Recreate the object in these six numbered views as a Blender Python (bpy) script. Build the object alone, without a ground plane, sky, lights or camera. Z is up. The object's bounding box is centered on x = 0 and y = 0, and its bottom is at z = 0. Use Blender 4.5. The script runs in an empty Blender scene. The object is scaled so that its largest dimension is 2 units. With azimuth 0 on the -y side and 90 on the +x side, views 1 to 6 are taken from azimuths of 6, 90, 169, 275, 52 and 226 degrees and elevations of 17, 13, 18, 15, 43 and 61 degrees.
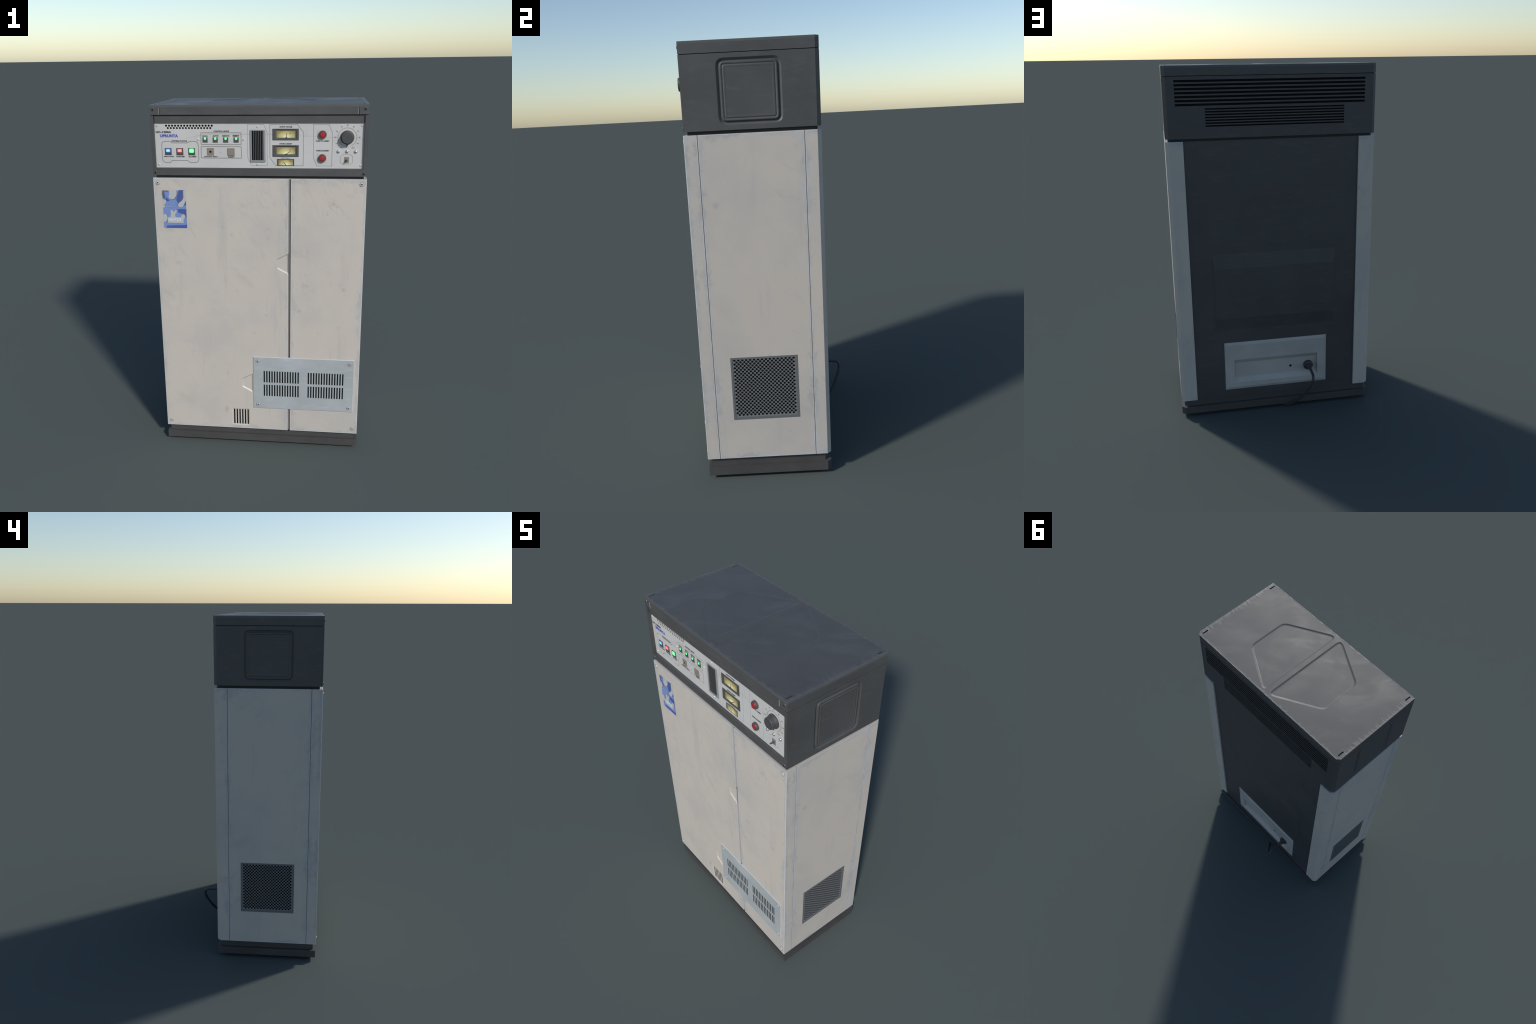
import bpy, bmesh, math, random
from mathutils import Vector

random.seed(7)
S = bpy.context.scene
COL = S.collection

# ------------------------------------------------------------------ sizes (m)
HX = 0.5671            # half width of the head
CX = 0.5682            # half width of the cabinet
YF, YB = -0.3552, 0.231    # head front / rear planes
CF = -0.3575           # cabinet front plane
CH = 0.018             # chamfer of the rear vertical corners
Z_CAB0, Z_CAB1 = 0.1045, 1.6185
Z_HEAD0, Z_HEAD1 = 1.633, 1.9465
Z_LID0 = 1.9495
PY = -0.3405           # front of the white control panel
SEAM_F, SEAM_B = -0.298, 0.158   # side seams
DOOR_L, DOOR_R = 0.1615, 0.1745  # gap between the two doors


# ================================================================= materials
class Nodes:
    """Small helper that strings shader nodes together."""
    def __init__(self, name):
        self.m = bpy.data.materials.new(name)
        self.m.use_nodes = True
        self.t = self.m.node_tree
        self.t.nodes.clear()
        self.out = self.t.nodes.new("ShaderNodeOutputMaterial")
        self.b = self.t.nodes.new("ShaderNodeBsdfPrincipled")
        self.t.links.new(self.b.outputs[0], self.out.inputs[0])
        self.tc = self.t.nodes.new("ShaderNodeTexCoord")
        s = self.t.nodes.new("ShaderNodeSeparateXYZ")
        self.t.links.new(self.tc.outputs["Object"], s.inputs[0])
        self.x, self.y, self.z = s.outputs

    def put(self, sock, v):
        if hasattr(v, "is_linked"):
            self.t.links.new(v, sock)
        else:
            sock.default_value = v

    def math(self, op, a, b=0.0, c=0.0, clamp=False):
        n = self.t.nodes.new("ShaderNodeMath")
        n.operation = op
        n.use_clamp = clamp
        for i, v in enumerate((a, b, c)):
            self.put(n.inputs[i], v)
        return n.outputs[0]

    def ramp(self, v, lo, hi, a=0.0, b=1.0):
        n = self.t.nodes.new("ShaderNodeMapRange")
        n.interpolation_type = "SMOOTHSTEP"
        for i, q in enumerate((v, lo, hi, a, b)):
            self.put(n.inputs[i], q)
        return n.outputs[0]

    def noise(self, scale, detail=4.0, rough=0.55, stretch=(1, 1, 1), rot=(0, 0, 0), offset=(0, 0, 0), distort=0.0):
        turn = self.t.nodes.new("ShaderNodeMapping")
        turn.inputs["Rotation"].default_value = rot
        self.t.links.new(self.tc.outputs["Object"], turn.inputs[0])
        mp = self.t.nodes.new("ShaderNodeMapping")
        mp.inputs["Scale"].default_value = stretch
        mp.inputs["Location"].default_value = offset
        self.t.links.new(turn.outputs[0], mp.inputs[0])
        n = self.t.nodes.new("ShaderNodeTexNoise")
        n.inputs["Scale"].default_value = scale
        n.inputs["Detail"].default_value = detail
        n.inputs["Roughness"].default_value = rough
        n.inputs["Distortion"].default_value = distort
        self.t.links.new(mp.outputs[0], n.inputs["Vector"])
        return n.outputs[0]

    def mix(self, f, a, b, mode="MIX"):
        n = self.t.nodes.new("ShaderNodeMix")
        n.data_type = "RGBA"
        n.blend_type = mode
        self.put(n.inputs[0], f)
        for s, v in ((n.inputs[6], a), (n.inputs[7], b)):
            self.put(s, v if hasattr(v, "is_linked") else (*v, 1.0))
        return n.outputs[2]

    def mul(self, *a):
        r = a[0]
        for v in a[1:]:
            r = self.math("MULTIPLY", r, v)
        return r

    def distance(self, axis, places):
        """Distance to the nearest of some planes across one axis."""
        r = None
        for p in places:
            d = self.math("ABSOLUTE", self.math("SUBTRACT", axis, p))
            r = d if r is None else self.math("MINIMUM", r, d)
        return r

    def bump(self, h, strength, dist, normal=None):
        n = self.t.nodes.new("ShaderNodeBump")
        n.inputs["Strength"].default_value = strength
        n.inputs["Distance"].default_value = dist
        self.t.links.new(h, n.inputs["Height"])
        if normal is not None:
            self.t.links.new(normal, n.inputs["Normal"])
        return n.outputs[0]

    def soft_edge(self, r):
        n = self.t.nodes.new("ShaderNodeBevel")
        n.samples = 4
        n.inputs["Radius"].default_value = r
        return n.outputs[0]

    def done(self, color, rough=0.5, metal=0.0, spec=0.5, normal=None):
        self.put(self.b.inputs["Base Color"], color if hasattr(color, "is_linked") else (*color, 1.0))
        self.put(self.b.inputs["Roughness"], rough)
        self.put(self.b.inputs["Metallic"], metal)
        self.put(self.b.inputs["Specular IOR Level"], spec)
        if normal is not None:
            self.t.links.new(normal, self.b.inputs["Normal"])
        return self.m


def plain(name, color, rough=0.5, metal=0.0, spec=0.5, edge=0.0):
    n = Nodes(name)
    return n.done(color, rough, metal, spec, n.soft_edge(edge) if edge else None)


CREAM = (0.520, 0.474, 0.425)
WORN = (0.435, 0.435, 0.438)    # rubbed, greyed paint
PALE = (0.520, 0.520, 0.530)    # pale bluish lips


def cream_paint(name, planes, seed=0.0, lip_width=0.0062, grime=0.72):
    """Old cream enamel: cloudy stains, long scuffs, rubbed blue-grey rims.
    planes: list of (axis letter, positions) giving the rims of the sheets."""
    n = Nodes(name)
    axis = {"x": n.x, "y": n.y, "z": n.z}
    o = (seed, seed * 1.7, seed * 0.6)
    d = None
    for a, pl in planes:
        q = n.distance(axis[a], pl)
        d = q if d is None else n.math("MINIMUM", d, q)
    cloud = n.noise(2.6, 5, 0.62, offset=o)
    fine = n.noise(75, 4, 0.65, offset=o)
    col = n.mix(n.ramp(cloud, 0.40, 0.68, 0.0, 0.9), CREAM, (0.458, 0.432, 0.402))
    # vertical runs and dabs of dirt
    run = n.noise(7.0, 5, 0.6, stretch=(2.2, 2.2, 0.28), offset=o)
    col = n.mix(n.ramp(run, 0.55, 0.74, 0.0, 0.60), col, (0.415, 0.402, 0.384))
    tilt = n.noise(4.2, 5, 0.62, stretch=(1.0, 1.0, 2.6), rot=(0.6, -0.6, 0.0), offset=o)
    gate = n.noise(2.1, 2, 0.5, offset=(4 + seed, 2, 1))
    col = n.mix(n.mul(n.ramp(tilt, 0.55, 0.68), n.ramp(gate, 0.44, 0.60), 0.52), col, (0.370, 0.358, 0.345))
    spot = n.noise(15, 4, 0.6, offset=o, stretch=(1, 1, 0.75))
    col = n.mix(n.ramp(spot, 0.655, 0.735, 0.0, 0.55), col, (0.335, 0.335, 0.330))
    # faint long scratches
    sc = n.noise(2.4, 2, 0.5, stretch=(0.6, 0.6, 5.0), rot=(0.8, -0.8, 0.0), offset=(seed + 1, 3, 0))
    line = n.ramp(n.math("ABSOLUTE", n.math("SUBTRACT", sc, 0.52)), 0.004, 0.016, 1.0, 0.0)
    col = n.mix(n.mul(line, n.ramp(gate, 0.50, 0.60), 0.20), col, (0.36, 0.355, 0.345))
    # rubbed rims: a grey band of uneven reach, chips, and a pale lip
    wob = n.noise(24, 5, 0.72, offset=o)
    big = n.noise(4.0, 3, 0.55, offset=(seed + 2, 5, 3))
    reach = n.math("MULTIPLY_ADD", n.ramp(big, 0.40, 0.72), 0.034, 0.010)
    reach = n.math("MULTIPLY", reach, n.ramp(wob, 0.28, 0.72, 0.15, 1.5))
    rim = n.ramp(n.math("DIVIDE", d, reach), 0.30, 1.20, 1.0, 0.0)
    tone = n.noise(11, 4, 0.6, offset=(seed, 9, 4))
    grey = n.mix(n.ramp(tone, 0.38, 0.62), (0.365, 0.366, 0.366), (0.455, 0.455, 0.457))
    col = n.mix(n.mul(rim, grime), col, grey)
    chip = n.mul(n.ramp(d, 0.012, 0.060, 1.0, 0.0), n.ramp(fine, 0.62, 0.69), n.ramp(big, 0.46, 0.60))
    col = n.mix(n.mul(chip, 0.55), col, (0.245, 0.260, 0.275))
    lip = n.ramp(n.math("DIVIDE", d, n.ramp(wob, 0.3, 0.7, lip_width * 0.22, lip_width)), 0.4, 1.2, 1.0, 0.0)
    col = n.mix(n.mul(lip, 0.80), col, PALE)
    rough = n.ramp(cloud, 0.3, 0.7, 0.44, 0.58)
    return n.done(col, rough, 0.0, 0.45, n.bump(fine, 0.04, 0.002))


DARKC = (0.072, 0.073, 0.074)


def dark_paint(name, color=DARKC, rough=0.5, seed=0.0, metal=0.0, spec=0.5, dust=0.5):
    n = Nodes(name)
    o = (seed, seed * 2.1, seed * 0.7)
    c1 = n.noise(4.0, 5, 0.6, offset=o)
    c2 = n.noise(30, 5, 0.65, stretch=(0.35, 0.35, 1.4), offset=o)
    hi = tuple(c * 1.22 + 0.004 for c in color)
    lo = tuple(c * 0.84 for c in color)
    col = n.mix(n.ramp(c1, 0.3, 0.7), lo, color)
    col = n.mix(n.mul(n.ramp(c2, 0.52, 0.72), dust), col, hi)
    r = n.ramp(c1, 0.3, 0.7, rough - 0.06, rough + 0.06)
    return n.done(col, r, metal, spec, n.bump(c2, 0.05, 0.001))


def lid_paint(name):
    """Dark lid: glossier rubbed margins and combed streaks along the edges."""
    n = Nodes(name)
    dx = n.distance(n.x, (-HX, HX))
    dy = n.distance(n.y, (YF, YB))
    cl = n.noise(5, 5, 0.6)
    sw = n.noise(7, 5, 0.65, stretch=(1, 0.45, 1), rot=(0, 0, 0.7), distort=0.9)
    combx = n.noise(46, 5, 0.7, stretch=(0.30, 1.3, 1))
    comby = n.noise(46, 5, 0.7, stretch=(1.0, 0.6, 1))
    rx = n.ramp(n.math("DIVIDE", dx, n.ramp(combx, 0.35, 0.75, 0.006, 0.060)), 0.0, 1.1, 1.0, 0.0)
    ry = n.ramp(n.math("DIVIDE", dy, n.ramp(comby, 0.40, 0.75, 0.005, 0.035)), 0.0, 1.1, 1.0, 0.0)
    rim = n.math("MAXIMUM", rx, ry)
    col = n.mix(n.ramp(cl, 0.3, 0.7), (0.060, 0.061, 0.062), (0.072, 0.073, 0.075))
    col = n.mix(n.mul(n.ramp(sw, 0.50, 0.72), 0.6), col, (0.090, 0.090, 0.091))
    col = n.mix(n.mul(rim, 0.50), col, (0.118, 0.119, 0.121))
    rough = n.math("SUBTRACT", n.math("ADD", n.ramp(cl, 0.3, 0.7, 0.45, 0.54), n.mul(rim, -0.09)), n.ramp(sw, 0.45, 0.75, -0.02, 0.06))
    h = n.math("ADD", n.mul(rim, combx), n.mul(sw, 0.25))
    return n.done(col, rough, 0.0, 0.40, n.bump(h, 0.28, 0.004))


def panel_paint():
    n = Nodes("panel_white")
    cl = n.noise(6, 5, 0.6)
    st = n.noise(30, 4, 0.6, stretch=(1, 1, 0.3))
    col = n.mix(n.ramp(cl, 0.35, 0.7), (0.520, 0.514, 0.504), (0.478, 0.477, 0.472))
    col = n.mix(n.mul(n.ramp(st, 0.60, 0.75), 0.35), col, (0.42, 0.42, 0.41))
    # long scratch: climbs on the left, then runs level and sinks on the right
    climb = n.math("MULTIPLY", n.math("MINIMUM", n.math("ADD", n.x, 0.28), 0.0), 0.22)
    sink = n.math("MULTIPLY", n.math("MAXIMUM", n.math("SUBTRACT", n.x, 0.08), 0.0), -0.052)
    line = n.math("ADD", n.math("ADD", climb, sink), 1.8485)
    off = n.math("ABSOLUTE", n.math("SUBTRACT", n.z, line))
    br = n.noise(14, 3, 0.5, stretch=(1, 0, 0.2))
    span = n.mul(n.ramp(n.x, -0.42, -0.30), n.ramp(n.x, 0.06, 0.12, 1.0, 0.5))
    sc = n.mul(n.ramp(off, 0.0012, 0.0032, 1.0, 0.0), n.ramp(br, 0.3, 0.5, 0.35, 1.0), span)
    col = n.mix(n.mul(sc, 0.45), col, (0.30, 0.275, 0.25))
    return n.done(col, 0.45, 0.0, 0.45, n.soft_edge(0.0008))


def meter_face_paint():
    n = Nodes("meter_face")
    s = n.t.nodes.new("ShaderNodeSeparateXYZ")
    n.t.links.new(n.tc.outputs["Generated"], s.inputs[0])
    gx, _, gz = s.outputs
    dx = n.math("MULTIPLY", n.math("SUBTRACT", gx, 0.52), 1.35)
    dz = n.math("MULTIPLY", n.math("SUBTRACT", gz, 0.12), 0.75)
    r = n.math("SQRT", n.math("ADD", n.math("MULTIPLY", dx, dx), n.math("MULTIPLY", dz, dz)))
    col = n.mix(n.ramp(r, 0.05, 0.42), (0.80, 0.76, 0.40), (0.50, 0.47, 0.23))  # backlight glow painted in as a pale centre and brown edges
    col = n.mix(n.ramp(r, 0.40, 0.75), col, (0.27, 0.21, 0.085))
    sp = n.noise(120, 3, 0.6)
    col = n.mix(n.ramp(sp, 0.55, 0.8, 0.0, 0.4), col, (0.36, 0.37, 0.22))
    return n.done(col, 0.35, 0.0, 0.3)


def lamp(name, core, rim, strength):
    """Lit indicator: pale centre fading to a saturated rim."""
    n = Nodes(name)
    s = n.t.nodes.new("ShaderNodeSeparateXYZ")
    n.t.links.new(n.tc.outputs["Generated"], s.inputs[0])
    gx, _, gz = s.outputs
    dx = n.math("ABSOLUTE", n.math("SUBTRACT", gx, 0.5))
    dz = n.math("ABSOLUTE", n.math("SUBTRACT", gz, 0.5))
    r = n.math("MAXIMUM", dx, dz)
    e = n.mix(n.ramp(r, 0.24, 0.46), core, rim)
    n.t.links.new(e, n.b.inputs["Emission Color"])
    n.b.inputs["Emission Strength"].default_value = strength
    return n.done(rim, 0.4, 0.0, 0.3)


M = {}
zr = ("z", (Z_CAB0, Z_CAB1))
M["door"] = cream_paint("cream_door", [("x", (-CX, CX, DOOR_L, DOOR_R)), zr], 0.0, 0.0085)
M["side"] = cream_paint("cream_side", [("y", (CF, SEAM_F, SEAM_B)), zr], 3.1, 0.0080, 0.80)
M["cream"] = plain("cream_plain", CREAM, 0.5, edge=0.001)
M["box"] = dark_paint("box_cream", (0.45, 0.435, 0.415), 0.5, 2.2, dust=0.12)
M["grime"] = plain("seam_grime", (0.175, 0.150, 0.130), 0.8)
M["dark"] = dark_paint("dark_paint", DARKC, 0.5, 0.0)
M["lid"] = lid_paint("lid_paint")
M["back"] = dark_paint("rear_paint", (0.062, 0.063, 0.066), 0.5, 4.0)
M["base"] = dark_paint("plinth_paint", (0.060, 0.058, 0.058), 0.6, 6.0)
M["black"] = plain("black_void", (0.006, 0.006, 0.0065), 0.8, spec=0.1)
M["panel"] = panel_paint()
M["groove"] = plain("groove_grey", (0.26, 0.255, 0.25), 0.6)
M["ink"] = plain("black_ink", (0.045, 0.045, 0.045), 0.6)
M["greyink"] = plain("grey_ink", (0.21, 0.205, 0.20), 0.6)
M["blueink"] = plain("blue_ink", (0.055, 0.075, 0.40), 0.5)
M["plate"] = dark_paint("plate_metal", (0.405, 0.438, 0.455), 0.45, 8.0, dust=0.35)
M["plateedge"] = dark_paint("plate_rim", (0.47, 0.485, 0.50), 0.45, 8.5, dust=0.4)
M["ringc"] = plain("screw_ring_cream", (0.27, 0.25, 0.23), 0.6)
M["chip"] = plain("painted_slot_glint", (0.33, 0.33, 0.325), 0.45)  # light strip modelled as the sunlit highlight inside the lid slots
M["steel"] = plain("screw_steel", (0.66, 0.665, 0.67), 0.25, 0.45, edge=0.0006)
M["screwc"] = plain("screw_cream", (0.50, 0.47, 0.44), 0.35, edge=0.0006)
M["screwd"] = plain("screw_dark", (0.085, 0.086, 0.088), 0.35, edge=0.0006)
M["grille"] = plain("grille_grey", (0.15, 0.158, 0.165), 0.45, 0.2, edge=0.0006)
M["vent"] = plain("vent_frame_grey", (0.235, 0.255, 0.27), 0.45, edge=0.001)
M["fin"] = plain("vent_fin", (0.035, 0.036, 0.037), 0.5)
M["slat"] = plain("vent_slat", (0.085, 0.088, 0.09), 0.35, edge=0.0008)
M["neck"] = plain("neck_black", (0.020, 0.020, 0.021), 0.7)
M["mesh"] = plain("mesh_grey", (0.20, 0.208, 0.216), 0.4, 0.2)  # grey lightened to carry the glints on the wire
M["bezel"] = plain("bezel_dark", (0.068, 0.070, 0.072), 0.45, edge=0.0008)
M["knob"] = plain("knob_dark", (0.060, 0.062, 0.064), 0.45, edge=0.0012)
M["red"] = plain("button_red", (0.36, 0.019, 0.021), 0.4, edge=0.001)
M["btnplate"] = plain("button_plate", (0.48, 0.455, 0.43), 0.45)
M["taupe"] = plain("taupe_key", (0.225, 0.195, 0.165), 0.5, edge=0.001)
M["chrome"] = plain("dome_metal", (0.62, 0.63, 0.64), 0.22, 0.75)
M["face"] = meter_face_paint()
M["needle"] = plain("needle_dark", (0.05, 0.05, 0.04), 0.5)
M["redmark"] = plain("red_mark", (0.42, 0.09, 0.06), 0.5)
M["cable"] = plain("cable_rubber", (0.042, 0.043, 0.046), 0.45)
M["blue1"] = plain("label_light_blue", (0.165, 0.24, 0.50), 0.45)
M["blue2"] = plain("label_dark_blue", (0.055, 0.10, 0.31), 0.45)
M["torn"] = plain("label_torn_paper", (0.42, 0.43, 0.43), 0.7)
M["tearshadow"] = plain("label_painted_shadow", (0.14, 0.13, 0.125), 0.8)
M["labelink"] = plain("label_ink", (0.27, 0.37, 0.58), 0.6)
M["labelwhite"] = plain("label_white", (0.55, 0.60, 0.67), 0.6)
M["gold"] = plain("label_gold", (0.25, 0.22, 0.16), 0.6)
M["lampb"] = lamp("lamp_blue", (0.30, 0.85, 1.0), (0.05, 0.16, 1.0), 0.95)
M["lampr"] = lamp("lamp_red", (1.0, 0.42, 0.42), (1.0, 0.06, 0.06), 0.95)
M["lampg"] = lamp("lamp_green", (0.38, 1.0, 0.68), (0.06, 0.95, 0.12), 0.95)
M["ledg"] = lamp("led_green", (0.30, 1.0, 0.50), (0.05, 0.85, 0.12), 0.95)


# ================================================================== geometry
ROOT = bpy.data.objects.new("control_cabinet", None)
COL.objects.link(ROOT)
ROOT["label"] = "tall cream electrical control cabinet with dark instrument head"
ROOT["category"] = "electrical cabinet"


def add(name, mesh, mat, parent=None, loc=None):
    o = bpy.data.objects.new(name, mesh)
    COL.objects.link(o)
    o.parent = parent or ROOT
    if mat is not None and not mesh.materials:
        mesh.materials.append(M[mat] if isinstance(mat, str) else mat)
    if loc is not None:
        o.location = loc
    return o


def bm_mesh(bm, name, smooth=None, flat=(), sharp=()):
    bmesh.ops.recalc_face_normals(bm, faces=bm.faces[:])
    me = bpy.data.meshes.new(name)
    for f in bm.faces:
        f.smooth = smooth is not None
    if smooth is not None:
        for e in bm.edges:
            if len(e.link_faces) == 2 and e.calc_face_angle(0) > smooth:
                e.smooth = False
    for f in flat:
        f.smooth = False
    for e in sharp:
        e.smooth = False
    bm.to_mesh(me)
    bm.free()
    return me


AX = {"XZ": lambda u, v, d: (u, d, v), "YZ": lambda u, v, d: (d, u, v), "XY": lambda u, v, d: (u, v, d)}


def plate(name, plane, outer, holes, d0, d1, mat, parent=None, loc=None, islands=()):
    """Flat sheet with any number of cut-outs, from depth d0 to depth d1."""
    cu = bpy.data.curves.new("tmp", "CURVE")
    cu.dimensions = "2D"
    cu.fill_mode = "BOTH"
    cu.extrude = abs(d1 - d0) / 2
    for loop in [outer, *holes, *islands]:
        sp = cu.splines.new("POLY")
        sp.points.add(len(loop) - 1)
        for p, (u, v) in zip(sp.points, loop):
            p.co = (u, v, 0, 1)
        sp.use_cyclic_u = True
    tmp = bpy.data.objects.new("tmp", cu)
    COL.objects.link(tmp)
    dg = bpy.context.evaluated_depsgraph_get()
    me = bpy.data.meshes.new_from_object(tmp.evaluated_get(dg))
    bpy.data.objects.remove(tmp)
    bpy.data.curves.remove(cu)
    bm = bmesh.new()
    bm.from_mesh(me)
    bpy.data.meshes.remove(me)
    f = AX[plane]
    mid = (d0 + d1) / 2
    for v in bm.verts:
        v.co = f(v.co.x, v.co.y, mid + v.co.z)
    bmesh.ops.remove_doubles(bm, verts=bm.verts[:], dist=1e-6)
    return add(name, bm_mesh(bm, name), mat, parent, loc)


def rect(u0, v0, u1, v1):
    return [(u0, v0), (u1, v0), (u1, v1), (u0, v1)]


def arc_corner(pts, radii, n=5):
    """Polygon with every corner rounded to its radius."""
    out = []
    k = len(pts)
    if not isinstance(radii, (list, tuple)):
        radii = [radii] * k
    for i in range(k):
        p = Vector(pts[i])
        a = (Vector(pts[i - 1]) - p)
        b = (Vector(pts[(i + 1) % k]) - p)
        r = radii[i]
        if r <= 0:
            out.append(tuple(p))
            continue
        ang = a.angle(b)
        t = min(r / math.tan(ang / 2), a.length * 0.49, b.length * 0.49)
        p0, p1 = p + a.normalized() * t, p + b.normalized() * t
        for j in range(n + 1):
            s = j / n
            q = p0 * (1 - s) ** 2 + p * 2 * s * (1 - s) + p1 * s * s
            out.append((q.x, q.y))
    return out


def inset(pts, d):
    """Offset a closed polygon inwards by d (mitred)."""
    area = sum(pts[i - 1][0] * pts[i][1] - pts[i][0] * pts[i - 1][1] for i in range(len(pts)))
    s = 1 if area > 0 else -1
    out = []
    k = len(pts)
    for i in range(k):
        p = Vector(pts[i])
        e0 = (p - Vector(pts[i - 1])).normalized()
        e1 = (Vector(pts[(i + 1) % k]) - p).normalized()
        n0, n1 = Vector((-e0.y, e0.x)) * s, Vector((-e1.y, e1.x)) * s
        m = n0 + n1
        q = p + m * (d / max(0.25, 1 + n0.dot(n1)))
        out.append((q.x, q.y))
    return out


def circle(cx, cy, r, n=12, ph=0.0):
    return [(cx + r * math.cos(2 * math.pi * i / n + ph), cy + r * math.sin(2 * math.pi * i / n + ph)) for i in range(n)]


def loft(name, loops, mat, parent=None, cap0=False, cap1=True, smooth=0.6):
    """Skin through equal-length 3D loops."""
    bm = bmesh.new()
    rows = [[bm.verts.new(p) for p in L] for L in loops]
    k = len(rows[0])
    for a, b in zip(rows, rows[1:]):
        for i in range(k):
            bm.faces.new((a[i], a[(i + 1) % k], b[(i + 1) % k], b[i]))
    caps = []
    if cap0:
        caps.append(bm.faces.new(rows[0]))
    if cap1:
        caps.append(bm.faces.new(rows[-1]))
    rims = [e for f in caps for e in f.edges]
    me = bm_mesh(bm, name, smooth, caps, rims)
    return add(name, me, mat, parent)


def dent(name, plane, outline, steps, mat, parent=None, smooth=0.6):
    """Pressed recess or boss: steps are (inset, depth) pairs from the rim inwards."""
    f = AX[plane]
    loops = []
    for ins, d in steps:
        loop = outline(ins) if callable(outline) else (inset(outline, ins) if ins else outline)
        loops.append([f(u, v, d) for u, v in loop])
    return loft(name, loops, mat, parent, smooth=smooth)


def prism(name, pts, z0, z1, mat, parent=None):
    """Vertical extrusion of an x-y outline."""
    return loft(name, [[(x, y, z0) for x, y in pts], [(x, y, z1) for x, y in pts]], mat, parent, cap0=True, smooth=None)


def box(name, a, b, mat, parent=None):
    return prism(name, rect(a[0], a[1], b[0], b[1]), a[2], b[2], mat, parent)


def lathe_mesh(name, prof, n=24, smooth=0.6):
    """Turned part on the -y axis: prof is (radius, distance out of the wall)."""
    bm = bmesh.new()
    rows = []
    for r, h in prof:
        if r < 1e-6:
            rows.append([bm.verts.new((0, -h, 0))])
        else:
            rows.append([bm.verts.new((r * math.cos(2 * math.pi * i / n), -h, r * math.sin(2 * math.pi * i / n))) for i in range(n)])
    for a, b in zip(rows, rows[1:]):
        for i in range(n):
            j = (i + 1) % n
            if len(a) == 1:
                bm.faces.new((a[0], b[i], b[j]))
            elif len(b) == 1:
                bm.faces.new((a[i], a[j], b[0]))
            else:
                bm.faces.new((a[i], a[j], b[j], b[i]))
    return bm_mesh(bm, name, smooth)


def footprint(hx, yf, yb, ch):
    """Plan outline with the two rear corners cut off."""
    return [(-hx, yf), (hx, yf), (hx, yb - ch), (hx - ch, yb), (-hx + ch, yb), (-hx, yb - ch)]


# ------------------------------------------------------------------- plinth
prism("foot_frame", footprint(0.541, -0.326, 0.198, 0.012), 0.0, 0.019, "black")  # coloured black to give the shadow line below the plinth
pl = prism("plinth", footprint(CX, -0.3535, YB, CH), 0.0185, 0.0625, "base")
prism("plinth_step", footprint(0.552, -0.3395, 0.2155, 0.013), 0.0625, Z_CAB0 + 0.001, "base", pl)

# ------------------------------------------------------------------ cabinet
T = 0.0040
core = prism("cabinet_frame", footprint(CX - T, CF + 0.0075, YB - 0.024, 0.010), Z_CAB0 + 0.0012, Z_CAB1 - 0.003, "grime")
prism("cabinet_top", footprint(CX - T - 0.001, CF + 0.0085, YB - 0.0165, 0.010), Z_CAB1 - 0.0029, Z_CAB1 - 0.0006, "cream", core)

# doors with pull recesses and a small vent
pull_a = [(0.1003, 1.1762), (0.1003, 1.1198), (DOOR_L, 1.0870), (DOOR_L, 1.2090)]
pull_b = [(-0.1045, 0.4385), (-0.1045, 0.3820), (-0.0440, 0.3480), (-0.0440, 0.4710)]
vent_o = arc_corner(rect(-0.1692, 0.1260, -0.0640, 0.2370), 0.004, 3)
HW = CX - T
e = 0.0001
door_l = plate("door", "XZ",
               [(-HW, Z_CAB0), (DOOR_L, Z_CAB0), (DOOR_L, pull_a[2][1]), pull_a[1], pull_a[0], (DOOR_L, pull_a[3][1]), (DOOR_L, Z_CAB1), (-HW, Z_CAB1)],
               [pull_b, vent_o], CF, CF + 0.0074, "door")
plate("door", "XZ", rect(DOOR_R, Z_CAB0, HW, Z_CAB1), [], CF, CF + 0.0074, "door")


def pull(outline, free_side):
    """Finger pull: sloped flanks on three sides, the fourth open."""
    d = 0.0052
    k = 0.0020
    (x0, zt), (_, zb), (x1, zb2), (_, zt2) = outline
    inner = [(x0 + k, zt - 0.0068), (x0 + k, zb + 0.0055), (x1 - free_side, zb2 + 0.0080), (x1 - free_side, zt2 - 0.0085)]
    loft("pull_recess", [[(u, CF + 0.0003, v) for u, v in outline], [(u, CF + d, v) for u, v in inner]], "door", door_l, smooth=None)


pull(pull_a, 0.0)
pull(pull_b, 0.0)
loft("vent_rim", [[(u, CF + 0.0002, v) for u, v in vent_o], [(u, CF + 0.0024, v) for u, v in inset(vent_o, 0.0035)]], "door", door_l, cap1=False, smooth=None)
slots = [rect(-0.1598 + i * 0.01625, 0.1322, -0.1598 + i * 0.01625 + 0.0082, 0.2316) for i in range(6)]
slots = [arc_corner(s, 0.002, 2) for s in slots]
plate("small_vent", "XZ", inset(vent_o, -0.0), slots, CF + 0.0023, CF + 0.0029, "door", door_l)
plate("vent_void", "XZ", rect(-0.168, 0.127, -0.065, 0.236), [], CF + 0.0032, CF + 0.0036, "black", door_l)

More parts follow.
